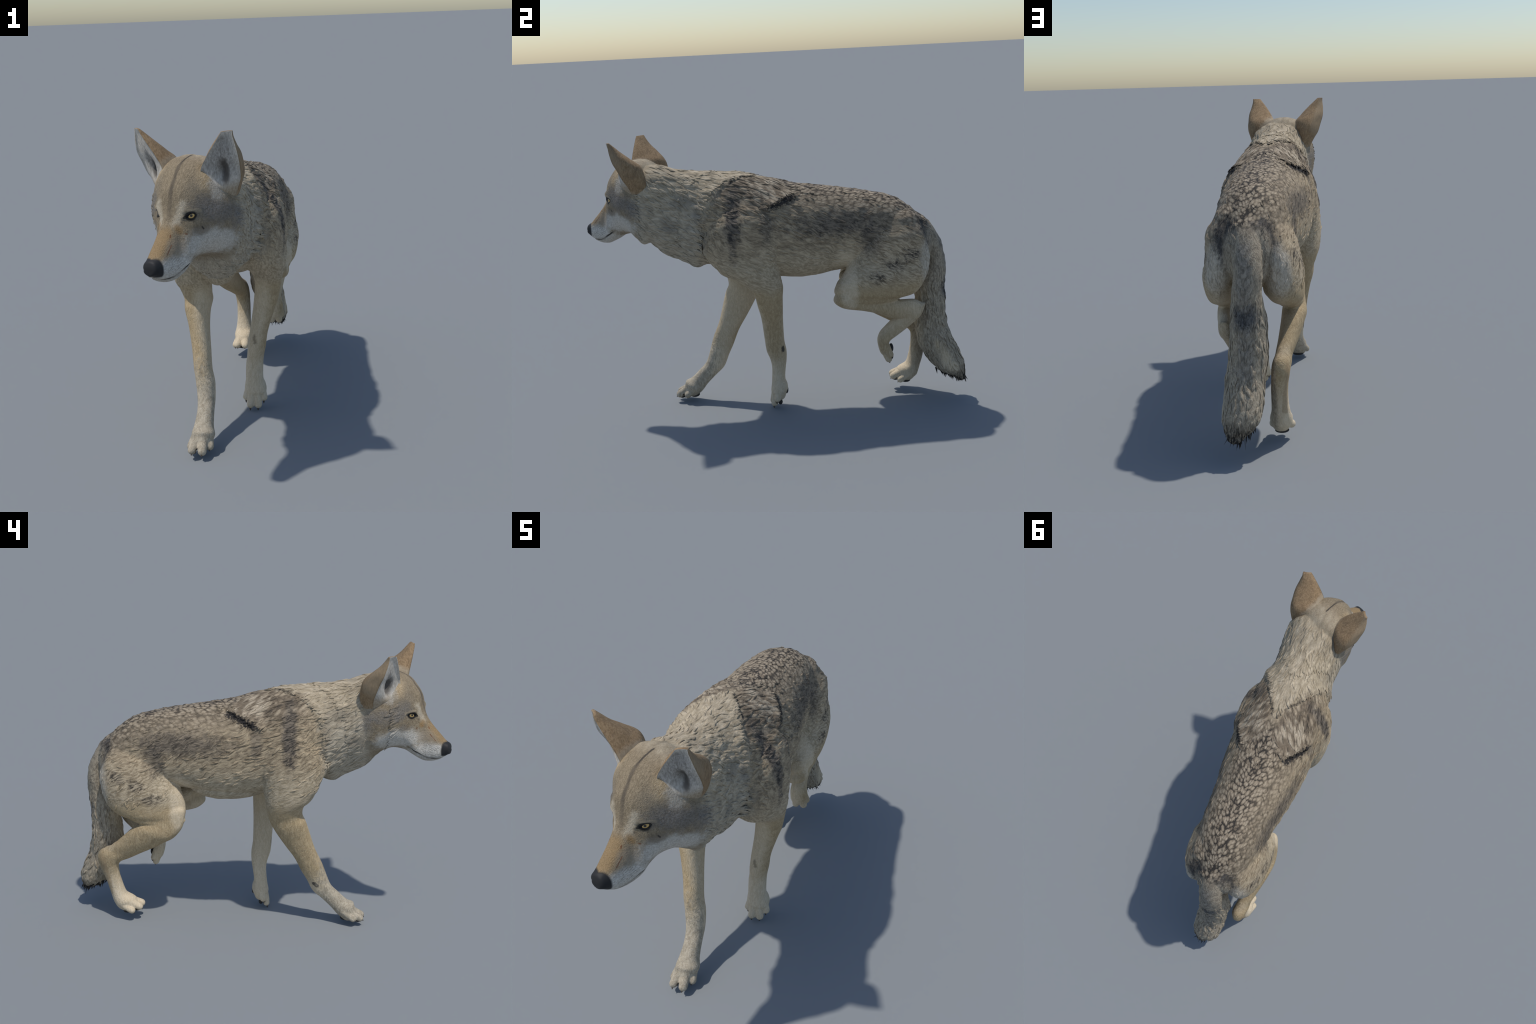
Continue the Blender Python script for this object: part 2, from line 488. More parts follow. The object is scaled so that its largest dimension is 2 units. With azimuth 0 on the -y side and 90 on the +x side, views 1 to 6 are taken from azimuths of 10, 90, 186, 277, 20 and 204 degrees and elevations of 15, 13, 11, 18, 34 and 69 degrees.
push -= 0.0040 * fall(seg_dist(ha, (.176, .016, -.170), (.165, .030, -.174)), .009)           # nostrils
push -= 0.0030 * fall(seg_dist(ha, (.178, 0, -.178), (.160, 0, -.206)), .006)                 # philtrum
# furrow on the forehead
push -= 0.0030 * fall(seg_dist(ha, (.034, 0, .05), (-.01, 0, .145)), .020)
# clefts between the toes
for toes in TOES.values():
    for i, j in ((0, 1), (0, 2), (1, 3)):
        (ta, ra, r), (tb, rb, _) = toes[i], toes[j]
        a = (np.array(ta) + np.array(tb)) / 2; b = (np.array(ra) + np.array(rb)) / 2
        d = seg_dist(co, a, a * .40 + b * .60)
        push -= 0.006 * fall(d, .010)
# loose fur: soft lumps on the body, stronger on the neck, fading on face and legs
w_body = np.clip((co[:, 2] - .62) / .15, 0, 1) * np.clip((co[:, 1] + .72) / .12, 0, 1)
w_neck = np.clip((-.25 - co[:, 1]) / .1, 0, 1) * w_body
flow = co * np.array([1, .45, 1])
push += w_body * (.0020 * vnoise(flow + 9, 66) + .0024 * vnoise(flow, 36) + .0016 * vnoise(flow, 16))
push += w_neck * (.0036 * vnoise(flow + 3.1, 28) + .0024 * vnoise(flow, 60))
ax3 = np.abs(co[:, 0])
s_cape = co[:, 1] - (.088 - (ax3 - .13) * 1.66) + .012 * vnoise(co, 70)
cape = np.where(s_cape < 0, np.exp(np.minimum(s_cape, 0) / .055), np.clip(1 - s_cape / .008, 0, 1))
cape *= np.clip((ax3 - .085) / .03, 0, 1) * np.clip((.225 - ax3) / .02, 0, 1) * np.clip((co[:, 2] - 1.085) / .02, 0, 1)
push += .0105 * cape
# ragged rim of the neck ruff over the shoulders
s_ruff = co[:, 1] - (-.07 - 1.6 * np.maximum(ax3, np.clip((1.20 - co[:, 2]) / .15, 0, 1) * .19)) + .014 * vnoise(co, 55)
ruff = np.where(s_ruff < 0, np.exp(np.minimum(s_ruff, 0) / .06), np.clip(1 - s_ruff / .010, 0, 1))
ruff *= np.clip((ax3 - .03) / .05, 0, 1) * np.clip((co[:, 2] - .84) / .06, 0, 1) * np.clip((-.05 - co[:, 1]) / .05, 0, 1)
push += .0080 * ruff
w_tail = np.clip((co[:, 1] - .70) / .06, 0, 1) * np.clip((.75 - co[:, 2]) / .2, 0, 1)
push += w_tail * (.0035 * vnoise(co * np.array([1, 1, .35]), 45) + .003 * vnoise(co * np.array([1, 1, .4]), 22))
co = co + no * push[:, None]
skin.vertices.foreach_set('co', co.ravel()); skin.update()

# ----------------------------------------------------------------------------
# node helpers: arithmetic on sockets
# ----------------------------------------------------------------------------
class NT:
    def __init__(self, name):
        self.mat = bpy.data.materials.new(name); self.mat.use_nodes = True
        self.t = self.mat.node_tree
        self.bsdf = self.t.nodes['Principled BSDF']
    def node(self, kind, **kw):
        n = self.t.nodes.new(kind)
        for k, v in kw.items(): setattr(n, k, v)
        return n
    def put(self, sock, v):
        if isinstance(v, S): self.t.links.new(v.s, sock)
        elif isinstance(v, bpy.types.NodeSocket): self.t.links.new(v, sock)
        else: sock.default_value = v
    def math(self, op, *a, clamp=False):
        n = self.node('ShaderNodeMath', operation=op, use_clamp=clamp)
        for i, v in enumerate(a): self.put(n.inputs[i], v)
        return S(self, n.outputs[0])
    def ss(self, a, b, x):
        n = self.node('ShaderNodeMapRange', interpolation_type='SMOOTHSTEP')
        self.put(n.inputs['Value'], x)
        lo, hi, o0, o1 = (a, b, 0.0, 1.0) if a < b else (b, a, 1.0, 0.0)
        n.inputs['From Min'].default_value = lo; n.inputs['From Max'].default_value = hi
        n.inputs['To Min'].default_value = o0; n.inputs['To Max'].default_value = o1
        return S(self, n.outputs['Result'])
    def vec(self, x, y, z):
        n = self.node('ShaderNodeCombineXYZ')
        for i, v in enumerate((x, y, z)): self.put(n.inputs[i], v)
        return n.outputs[0]
    def vmath(self, op, *a):
        n = self.node('ShaderNodeVectorMath', operation=op)
        for i, v in enumerate(a):
            self.put(n.inputs['Scale'] if (op == 'SCALE' and i == 1) else n.inputs[i], v)
        return n.outputs['Value'] if op in ('LENGTH', 'DOT_PRODUCT', 'DISTANCE') else n.outputs['Vector']
    def noise(self, v, scale=1.0, detail=2.0, rough=0.5, dist=0.0):
        n = self.node('ShaderNodeTexNoise')
        self.put(n.inputs['Vector'], v)
        n.inputs['Scale'].default_value = scale; n.inputs['Detail'].default_value = detail
        n.inputs['Roughness'].default_value = rough; n.inputs['Distortion'].default_value = dist
        return S(self, n.outputs['Fac'])
    def voronoi(self, v, scale=1.0, feature='F1', rand=1.0):
        n = self.node('ShaderNodeTexVoronoi', feature=feature)
        self.put(n.inputs['Vector'], v); n.inputs['Scale'].default_value = scale
        n.inputs['Randomness'].default_value = rand
        return n
    def mix(self, f, a, b):
        n = self.node('ShaderNodeMix', data_type='RGBA', clamp_factor=True)
        self.put(n.inputs[0], f)
        for i, v in ((6, a), (7, b)):
            self.put(n.inputs[i], (*v, 1.0) if isinstance(v, tuple) and len(v) == 3 else v)
        return n.outputs[2]

class S:
    def __init__(self, nt, s): self.nt, self.s = nt, s
    def __add__(self, o): return self.nt.math('ADD', self, o)
    __radd__ = __add__
    def __sub__(self, o): return self.nt.math('SUBTRACT', self, o)
    def __rsub__(self, o): return self.nt.math('SUBTRACT', o, self)
    def __mul__(self, o): return self.nt.math('MULTIPLY', self, o)
    __rmul__ = __mul__
    def abs(self): return self.nt.math('ABSOLUTE', self)
    def max(self, o): return self.nt.math('MAXIMUM', self, o)
    def min(self, o): return self.nt.math('MINIMUM', self, o)
    def sq(self): return self.nt.math('MULTIPLY', self, self)
    def sqrt(self): return self.nt.math('SQRT', self)

def make_fur():
    T = NT('fur'); ss, mix, noise, vec = T.ss, T.mix, T.noise, T.vec
    tc = T.node('ShaderNodeTexCoord'); sp = T.node('ShaderNodeSeparateXYZ')
    T.t.links.new(tc.outputs['Object'], sp.inputs[0])
    P = tc.outputs['Object']
    X, Y, Z = (S(T, sp.outputs[i]) for i in range(3))
    ax = X.abs()
    # head coordinates
    dx, dy = X - float(HO[0]), Y - float(HO[1])
    f = dx * float(HF[0]) + dy * float(HF[1])
    l = dx * float(HL[0]) + dy * float(HL[1])
    al = l.abs(); zh = Z - float(HO[2])
    # slow warps that keep every border irregular
    w1 = noise(P, 9, 3) - 0.5
    w2 = noise(P, 30, 3) - 0.5
    w3 = noise(P, 95, 2) - 0.5
    SYM = vec(ax, Y, Z); HA = vec(f, al, zh); ALL = P
    w23 = w2 * 1.6 + w3
    def ell(cx, cy, cz, rx, ry, rz, soft=0.6, A=None, wob=0.35):
        q = T.vmath('MULTIPLY_ADD', A or SYM, (1/rx, 1/ry, 1/rz), (-cx/rx, -cy/ry, -cz/rz))
        d = S(T, T.vmath('LENGTH', q))
        if wob: d = T.math('MULTIPLY_ADD', w23, wob, d)
        return ss(1 + soft / 2, 1 - soft / 2, d)
    def seg(a, b, r, A=None, soft=0.5, wob=0.3):
        ab = [b[i] - a[i] for i in range(3)]; n2 = sum(v * v for v in ab)
        q = T.vmath('SUBTRACT', A or SYM, tuple(a))
        t = S(T, T.vmath('DOT_PRODUCT', q, tuple(v / n2 for v in ab))).max(0.0).min(1.0)
        d = S(T, T.vmath('DISTANCE', q, T.vmath('SCALE', tuple(ab), t)))
        if wob: d = T.math('MULTIPLY_ADD', w3, wob * 2 * r, d)
        return ss(r * (1 + soft / 2), r * (1 - soft / 2), d)

    # which way the coat lies
    leg = ss(.72, .60, Z)
    tail = ss(.70, .78, Y)
    headm = ss(-.27, -.19, f + w2 * .04) * ss(-.30, -.26, zh)
    low = leg.max(tail)
    warp = w1 * .05
    yv = Y + ax * .55
    along = Y * .9 - Z * .42 + ax * .35 + w1 * .05
    across = Y * .42 + Z * .9 + w1 * .06
    s_trunk = noise(vec(X * 120, along * 24, across * 120), 1, 3, .62, .55)
    lock = noise(vec(X * 52, along * 13, across * 52), 1, 2, .5, .5)
    s_low = noise(vec((X + warp) * 120, (Y + warp) * 120, Z * 36), 1, 3, .6, 1.0)
    s_head = noise(vec(f * 110, l * 230, zh * 170), 1, 3, .65, .5)
    streak = s_trunk * (1 - low) + s_low * low
    streak = streak * (1 - headm) + s_head * headm
    fine = noise(vec(X * 420, Y * 160, Z * 420), 1, 2, .6) * (1 - low) + noise(vec(X * 420, Y * 420, Z * 150), 1, 2, .6) * low
    st = ss(.34, .66, streak)

    # dorsal line: height below the ridge of the back
    h = Z - (1.236 - .187 * Y - 1.3 * (Y - .5).max(0.0).sq())
    # ---- trunk -----------------------------------------------------------
    stc = ss(.30, .70, streak * .6 + lock * .4)
    col = mix(stc, (.165, .132, .094), (.510, .422, .305))
    belly = ss(.950, .80, Z + w1 * .09)
    col = mix(belly * .85, col, mix(st, (.350, .292, .210), (.560, .478, .362)))
    # locks on the back: pale in the middle, brown toward the edge, shadow gap behind the tip painted dark
    wob = vec(w2 * 1.0, w1 * 1.2 + w2 * .6, w2 * 1.0)
    cv = T.vmath('ADD', vec(X * 64, (Y + ax * .70) * 40, Z * 46), wob)
    hair = noise(vec((X - Y * .15) * 300, Y * 60, Z * 300), 1, 2, .6)
    vc = T.voronoi(cv, 1.0, 'F1', .82)
    spc = T.node('ShaderNodeSeparateColor'); T.t.links.new(vc.outputs['Color'], spc.inputs[0])
    rnd = S(T, spc.outputs[0])
    tipward = S(T, T.vmath('DOT_PRODUCT', T.vmath('SUBTRACT', cv, vc.outputs['Position']), (0.0, 1.0, 0.0)))
    dl = S(T, vc.outputs['Distance']) + tipward * .34 + (streak - .5) * .9 + (hair - .5) * .55 + w3 * .3 + (rnd - .5) * .28
    back = ss(-.180, -.045, h + w1 * .08 + w2 * .04) * ss(-.11, .02, Y + ax * .45 + w2 * .05) * ss(.92, .80, Y)
    mid_line = ss(.20, .02, ax + w2 * .06)
    pale_lock = mix(rnd * .5 + st * .3, (.330, .275, .205), (.600, .530, .425))
    brown_lock = mix(st, (.150, .122, .092), (.255, .212, .162))
    lockcol = mix(ss(.60, .02, dl), brown_lock, pale_lock)
    lockcol = mix(ss(.46, .80, dl) * (.55 + mid_line * .40), lockcol, (.034, .031, .028))
    col = mix(back * (.60 + mid_line * .40), col, lockcol)
    # long tufts fanning over the shoulder blades
    sv = T.vmath('ADD', vec((ax * .80 - Y * .60) * 54, (ax * .6 + Y * .8) * 11, Z * 20), wob)
    svv = T.voronoi(sv, 1.0, 'F1', 1.0)
    sd = S(T, svv.outputs['Distance']) + (streak - .5) * .5
    spc2 = T.node('ShaderNodeSeparateColor'); T.t.links.new(svv.outputs['Color'], spc2.inputs[0])
    rnd2 = S(T, spc2.outputs[0])
    saddle = ss(-.21, -.06, h + w1 * .06) * ss(-.36, -.22, Y + ax * .5) * ss(.10, -.01, Y + ax * .35 + w2 * .06) * ss(.010, .040, ax + w2 * .02)
    patch = ell(.118, -.012, 1.195, .088, .095, .062, .7)
    fan = mix(ss(.62, .25, sd), mix(st, (.090, .073, .056), (.200, .162, .122)), mix(rnd2 * .5 + st * .4, (.260, .212, .156), (.500, .428, .330)))
    fan = mix(ss(.72, .88, sd) * .8, fan, (.045, .040, .036))
    col = mix(saddle * .9, col, fan)
    col = mix(patch * .8, col, mix(ss(.80, .30, sd), (.185, .150, .112), mix(st, (.370, .312, .238), (.560, .490, .390))))
    bar = seg((.139, .096, 1.157), (.212, -.028, 1.113), .0185, wob=1.6, soft=1.0)  # black slash behind the cape, painted as the shadow of its tufts
    col = mix(bar * .95, col, (.020, .019, .020))
    # dark bands: behind the shoulder, along the flank, into the groin
    dk = mix(st, (.036, .033, .031), (.190, .162, .132))
    col = mix(ell(.20, -.212, 1.06, .17, .038, .165, 1.0, wob=.9) * .95, col, dk)
    col = mix(ell(.20, -.045, 1.03, .15, .030, .085, 1.0, wob=.8) * .6, col, dk)
    col = mix(ell(.19, .33, 1.010, .14, .24, .060, 1.3, wob=1.0) * .80, col, dk)
    col = mix(ell(.18, .485, .925, .12, .055, .085, 1.0, wob=.8) * .75, col, dk)
    # ---- hindquarters ----------------------------------------------------
    thigh = ss(.46, .54, Y) * ss(.98, .90, Z) * ss(.56, .60, Z)
    col = mix(thigh * .55, col, mix(st, (.225, .176, .120), (.520, .432, .318)))
    for c, r in (((.20, .690, .835), (.12, .050, .030)), ((.23, .590, .795), (.12, .045, .028)),
                 ((.21, .510, .720), (.10, .05, .025))):
        col = mix(ell(*c, *r, 1.4, wob=1.4) * (.25 + .65 * ss(.62, .40, streak)), col, dk)
    col = mix(ell(.135, .785, .785, .075, .060, .125, .8) * .75, col, mix(st, (.420, .375, .310), (.600, .550, .470)))
    col = mix(ell(.082, .778, .925, .055, .065, .095, 1.0, wob=.9) * .95, col, mix(st, (.020, .020, .022), (.085, .080, .075)))
    # ---- legs ------------------------------------------------------------
    tan = mix(st, (.355, .278, .180), (.480, .385, .260))
    pale = mix(st, (.580, .490, .365), (.670, .580, .450))
    isleg = ss(.74, .64, Z + w1 * .08) * (1 - tail * ss(.40, .44, Z)) 
    legc = mix(ss(.36, .16, Z + w2 * .06), tan, pale)
    # inner faces stay pale
    axis = .165 - ss(.62, .30, Z) * .060
    inner = ss(.020, -.035, ax - axis + w2 * .015)
    legc = mix(inner * .8, legc, pale)
    col = mix(isleg, col, legc)
    col = mix(ell(.200, .365, .665, .070, .045, .115, .8) * .8, col, pale)
    col = mix(ell(.140, .350, .800, .055, .050, .090, .9) * .7, col, pale)
    # tan heel stripe of the standing hind leg
    col = mix(seg((.165, .800, .370), (.160, .775, .170), .020) * .6, col, (.330, .250, .165))
    # carpal pads, dark hair on the wrists
    for a, b, r in (((-.150, -.325, .246), (-.150, -.340, .232), .011), ((.110, .010, .352), (.111, .012, .338), .010)):
        col = mix(seg(a, b, r, ALL, .9) * .9, col, (.045, .043, .042))
    for a, b in (((-.128, -.372, .345), (-.115, -.392, .305)), ((.074, -.084, .400), (.076, -.080, .365))):
        col = mix(seg(a, b, .008, ALL, 1.3, 1.2) * .55, col, (.110, .090, .065))
    # ---- tail ------------------------------------------------------------
    ist = tail * ss(-.13, -.11, X) * ss(.10, .085, X) * ss(1.0, .93, Z + w2 * .05).max(ss(.83, .85, Y))
    shaft = ss(.73, .80, Y + ss(.55, .45, Z) * .1) * ist
    tc1 = mix(st, (.215, .185, .145), (.430, .375, .295))
    col = mix(shaft * .9, col, tc1)
    mid = ss(.045, .018, (X + .008).abs() + w2 * .03) * ss(.82, .86, Y)
    zz = Z + (X + .008).abs() * -1.1 + w2 * .06 + w3 * .02
    chev = ss(.3, .8, S(T, T.math('SINE', zz * 130).s) * .5 + .5)
    tail_dark = mid * ss(.30, .38, Z)
    col = mix(tail_dark * .50 * shaft, col, mix(chev * .45 + st * .4, (.085, .080, .074), (.330, .310, .280)))
    gland = ss(.075, .010, (Z + w2 * .07 - .610).abs()) * ss(.075, .030, (X + .008).abs()) * ss(.83, .87, Y)
    col = mix(gland * .9 * shaft, col, mix(st, (.025, .026, .030), (.130, .130, .130)))
    tt = Y * .5 - Z + w2 * .05
    tip = ss(.275, .365, tt) * ss(.75, .80, Y) * ss(.25, .20, Z)
    col = mix(tip * (.55 + .45 * ss(.60, .42, streak)), col, mix(st, (.014, .013, .013), (.070, .060, .050)))
    # ---- neck ------------------------------------------------------------
    a2 = ax.max(ss(1.20, 1.05, Z) * .19)
    yb = -.07 - 1.6 * a2
    neck = ss(.050, -.040, Y - yb + w2 * .08 + (streak - .5) * .16 + (lock - .5) * .10)
    nv = vec((X + w2 * .02) * 34, (Y + ax * .5 + w1 * .05) * 17, (Z + w2 * .02) * 34)
    ned = S(T, T.voronoi(nv, 1.0, 'F1', 1.0).outputs['Distance'])
    npat = ss(.75, .15, ned + (streak - .5) * .5)
    ncol = mix(npat * .45 + st * .55, (.300, .250, .180), (.590, .510, .392))
    ncol = mix(ss(.50, .68, lock) * .35, ncol, (.225, .195, .155))
    ncol = mix(ss(1.22, 1.02, Z + w1 * .15) * .45, ncol, mix(st, (.300, .275, .230), (.470, .440, .380)))
    for c, r in (((.172, -.535, 1.037), (.05, .045, .035)), ((.165, -.45, 1.16), (.06, .05, .035)), ((.20, -.39, 1.10), (.06, .022, .07))):
        ncol = mix(ell(*c, *r, 1.2, wob=.7) * .55, ncol, (.190, .170, .140))
    col = mix(neck, col, ncol)
    line = ss(.018, .004, (Y - yb - .010 + w2 * .09).abs()) * ss(1.15, 1.22, Z) * ss(.35, .65, noise(P, 45, 2))
    col = mix(line * ss(.13, .09, ax) * .7, col, (.045, .040, .036))
    # ---- head ------------------------------------------------------------
    grain = ss(.30, .70, noise(vec(f * 260, l * 420, zh * 420), 1, 2, .7))
    hstr = noise(vec(f * 60, l * 170, zh * 60), 1, 2, .6)
    hcol = mix(grain * .6 + ss(.3, .7, hstr) * .4, (.150, .120, .084), (.370, .308, .222))
    hcol = mix(ell(-.03, .10, .09, .10, .04, .06, 1.2, HA, .6) * .3, hcol, mix(grain, (.120, .108, .092), (.300, .270, .225)))
    hcol = mix(ss(.09, .21, zh) * ss(-.08, -.16, f) * .7, hcol, ncol)
    back_cheek = ss(-.15, -.22, f + w2 * .03)
    hcol = mix(back_cheek * ss(.10, .02, zh), hcol, ncol)
    # white cheek, lips, chin and throat
    white = mix(st, (.460, .430, .380), (.660, .630, .575))
    hcol = mix(ell(-.060, .115, -.115, .150, .075, .060, .7, HA) * .9, hcol, white)
    hcol = mix(ell(.085, .050, -.190, .110, .05, .055, .6, HA), hcol, white)
    hcol = mix(ell(.020, .000, -.230, .160, .09, .045, .6, HA), hcol, mix(st, (.400, .370, .320), (.560, .530, .480)))
    # warm muzzle bridge
    hcol = mix(ell(.115, .0, -.088, .085, .046, .062, .6, HA), hcol, mix(grain, (.225, .162, .096), (.345, .258, .162)))
    hcol = mix(ell(.075, .050, -.105, .060, .025, .040, .9, HA) * .55, hcol, (.330, .280, .220))
    # slate-grey temple and cheek band
    slate = mix(st, (.118, .110, .102), (.235, .222, .208))
    for c, r in (((-.200, .150, -.035), (.055, .06, .042)), ((-.120, .140, .000), (.075, .07, .040)), ((-.050, .115, .030), (.060, .05, .040))):
        hcol = mix(ell(*c, *r, 1.2, HA, .7) * .66, hcol, slate)
    hcol = mix(ell(-.030, .102, -.056, .034, .035, .022, 1.0, HA, .5) * .65, hcol, (.170, .140, .105))
    hcol = mix(seg((-.028, .106, -.044), (-.034, .108, -.052), .0045, HA) * .9, hcol, (.045, .040, .036))
    # pale wedges over the inner eye corners, rim over the eye
    hcol = mix(seg((.022, .056, .048), (.046, .036, -.022), .0150, HA, 1.6, .8) * .80, hcol, mix(grain, (.420, .365, .280), (.580, .520, .425)))
    hcol = mix(seg((.010, .074, .024), (-.024, .104, .018), .008, HA, 1.2) * .6, hcol, (.420, .350, .255))
    hcol = mix(seg((.046, .040, -.034), (.040, .046, -.050), .011, HA, 1.8, .8) * .65, hcol, (.280, .180, .090))
    # pale tuft in front of the ears
    hcol = mix(ell(-.085, .108, .135, .055, .040, .050, 1.0, HA, .5) * .85, hcol, mix(st, (.330, .255, .165), (.530, .430, .305)))
    hcol = mix(ell(-.105, .132, .105, .040, .030, .055, .8, HA, .5) * .85, hcol, mix(st, (.330, .300, .255), (.500, .465, .410)))
    # black rim and tear line
    hcol = mix(seg((.031, .056, -.018), (.024, .063, -.008), .0070, HA, .8, .1) * .9, hcol, (.020, .018, .017))
    hcol = mix(ell(.005, .080, .002, .023, .026, .0185, .4, HA, .05), hcol, (.014, .013, .013))
    # dark furrow on the forehead
    lm = (l - f * .05 - .003 + w3 * .003 + w2 * .004).abs()
    top = ss(-.155, -.140, f) * ss(.0, .03, zh)
    fur1 = ss(.0055, .0020, lm) * top * ss(-.050, -.075, f)
    fur2 = ss(.0110, .0030, lm) * top * ss(-.085, -.055, f) * ss(.05, .10, zh)
    fur3 = ss(.0170, .0040, lm) * ss(-.03, .01, f) * ss(.15, .08, zh) * ss(-.03, .02, zh)
    hcol = mix(fur1 * .90, hcol, (.060, .052, .045))
    hcol = mix(fur2 * .70, hcol, (.090, .076, .062))
    hcol = mix(fur3 * .50, hcol, (.120, .100, .078))
    # healed scratches on the muzzle
    for a, b, r in (((.083, .040, -.094), (.112, .040, -.124), .0020), ((.072, .030, -.060), (.078, .032, -.068), .0026),
                    ((.046, .046, -.052), (.050, .046, -.056), .0030), ((.030, .065, -.061), (.022, .069, -.063), .0026)):
        hcol = mix(seg(a, b, r, HA, 1.0, .8) * .75, hcol, (.170, .075, .045))
    # whisker rows
    wr = S(T, T.math('SINE', (zh + f * .55) * 620).s)
    wdash = ss(.45, .62, noise(vec(f * 90, l * 90, zh * 40), 1, 1))
    whisk = ss(.75, .98, wr) * wdash * ell(.082, .050, -.165, .042, .03, .028, .5, HA)
    hcol = mix(whisk * .75, hcol, (.060, .055, .052))
    # mouth line and lower lip
    mouth = None
    for a, b in zip(MOUTH[:-1], MOUTH[1:]):
        q = seg(a, b, .0042, HA, .8, .1); mouth = q if mouth is None else mouth.max(q)
    hcol = mix(mouth * ss(.16, .10, f) * .92, hcol, (.022, .019, .018))
    # nose leather
    nose = ss(-.004, .005, f + al * .45 - .158) * ss(-.206, -.196, zh)
    hcol = mix(nose, hcol, (.024, .024, .025))
    col = mix(headm, col, hcol)
    # ---- soles and toe-cleft shade -----------------------------------------------------------
    for c, r in (((.080, .592, .325), (.045, .012, .030)), ((.080, .596, .275), (.040, .010, .020)),
                 ((-.098, -.490, .012), (.035, .040, .012)), ((-.127, .680, .030), (.035, .030, .012))):
        col = mix(ell(*c, *r, .8, ALL, .2), col, (.035, .033, .033))
    for toes in TOES.values():  # shade between the toes, painted dark along each cleft
        for i, j in ((0, 1), (0, 2), (1, 3)):
            (ta, ra, r), (tb, rb, _) = toes[i], toes[j]
            a = [(ta[k] + tb[k]) / 2 for k in range(3)]; b = [(ra[k] + rb[k]) / 2 for k in range(3)]
            m_ = [a[k] * .55 + b[k] * .45 for k in range(3)]
            col = mix(seg(a, m_, .0065, ALL, 1.0, .1) * .85, col, (.030, .027, .025))
    # fine hair variation everywhere
    hv = T.node('ShaderNodeHueSaturation')
    T.put(hv.inputs['Color'], col); T.put(hv.inputs['Value'], (.78 + headm * .10) + fine * (.44 - headm * .20))
    hv.inputs['Saturation'].default_value = 1.16
    T.t.links.new(hv.outputs[0], T.bsdf.inputs['Base Color'])
    T.put(T.bsdf.inputs['Roughness'], 0.82 - .24 * (nose * headm))
    T.bsdf.inputs['Specular IOR Level'].default_value = .22
    bp = T.node('ShaderNodeBump'); bp.inputs['Strength'].default_value = .6; bp.inputs['Distance'].default_value = .006
    T.put(bp.inputs['Height'], (streak + lock * .6 + fine * .25) * (1 - nose * headm))
    T.t.links.new(bp.outputs[0], T.bsdf.inputs['Normal'])
    return T.mat

def ear_frame(T):
    tc = T.node('ShaderNodeTexCoord'); sp = T.node('ShaderNodeSeparateXYZ')
    T.t.links.new(tc.outputs['Object'], sp.inputs[0])
    X, Y, Z = (S(T, sp.outputs[i]) for i in range(3))
    dx, dy = X - float(HO[0]), Y - float(HO[1])
    f = dx * float(HF[0]) + dy * float(HF[1]); l = dx * float(HL[0]) + dy * float(HL[1])
    al = l.abs(); zh = Z - float(HO[2])
    n = T.noise(T.vec(X * 170, Y * 170, Z * 55), 1, 3, .6, .8)
    w = T.noise(tc.outputs['Object'], 45, 3) - .5
    return f, al, zh, n, w, T.ss(.3, .7, n)

def ear_finish(T, col, n):
    T.put(T.bsdf.inputs['Base Color'], col)
    T.bsdf.inputs['Roughness'].default_value = .85
    T.bsdf.inputs['Specular IOR Level'].default_value = .2
    bp = T.node('ShaderNodeBump'); bp.inputs['Strength'].default_value = .35; bp.inputs['Distance'].default_value = .003
    T.put(bp.inputs['Height'], n); T.t.links.new(bp.outputs[0], T.bsdf.inputs['Normal'])
    return T.mat

def make_ear_back():
    T = NT('ear_back_fur'); ss, mix = T.ss, T.mix
    f, al, zh, n, w, st = ear_frame(T)
    skull = S(T, T.vmath('LENGTH', T.vmath('MULTIPLY', T.vmath('SUBTRACT', T.vec(f, al, zh), (-.12, 0.0, .02)), (1/.19, 1/.150, 1/.195)))) + w * .16
    nape = mix(st, (.320, .270, .196), (.520, .450, .345))
    crown = mix(st, (.190, .155, .110), (.370, .308, .222))
    base = mix(ss(-.10, -.17, f), crown, nape)
    back = mix(st, (.225, .148, .080), (.350, .245, .142))
    band = ss(.02, .14, w) * .45
    back = mix(band, back, (.175, .118, .070))
    back = mix(ss(.07, .00, zh + w * .05) * .7, back, nape)
    rim = ss(.195, .215, al + w * .02) * ss(.05, .12, zh)
    back = mix(rim * .5, back, (.360, .280, .185))
    return ear_finish(T, mix(ss(1.00, 1.18, skull), mix(.55, base, (.420, .335, .230)), back), n)

def make_ear_cup():
    T = NT('ear_cup_fur'); ss, mix = T.ss, T.mix
    f, al, zh, n, w, st = ear_frame(T)
    lining = mix(st, (.420, .385, .330), (.620, .575, .510))
    d = (((f + .130) * (1 / .08)).sq() + ((al - .152) * (1 / .020)).sq() + ((zh - .155) * (1 / .058)).sq()).sqrt()
    inset = ss(.014, .044, (al - .222) * -1 + w * .02) * ss(.010, .038, f * -1 - .054 + w * .02)
    grey = ss(.10, .19, zh + w * .06) * ss(.306, .280, zh)
    lining = mix(grey * inset * .75, lining, mix(st, (.165, .152, .136), (.370, .345, .312)))
    lining = mix(ss(1.2, .60, d + w * .5) * .85, lining, (.075, .066, .058))
    lining = mix(ss(.125, .075, zh), lining, mix(st, (.310, .245, .170), (.440, .365, .270)))
    return ear_finish(T, lining, n)

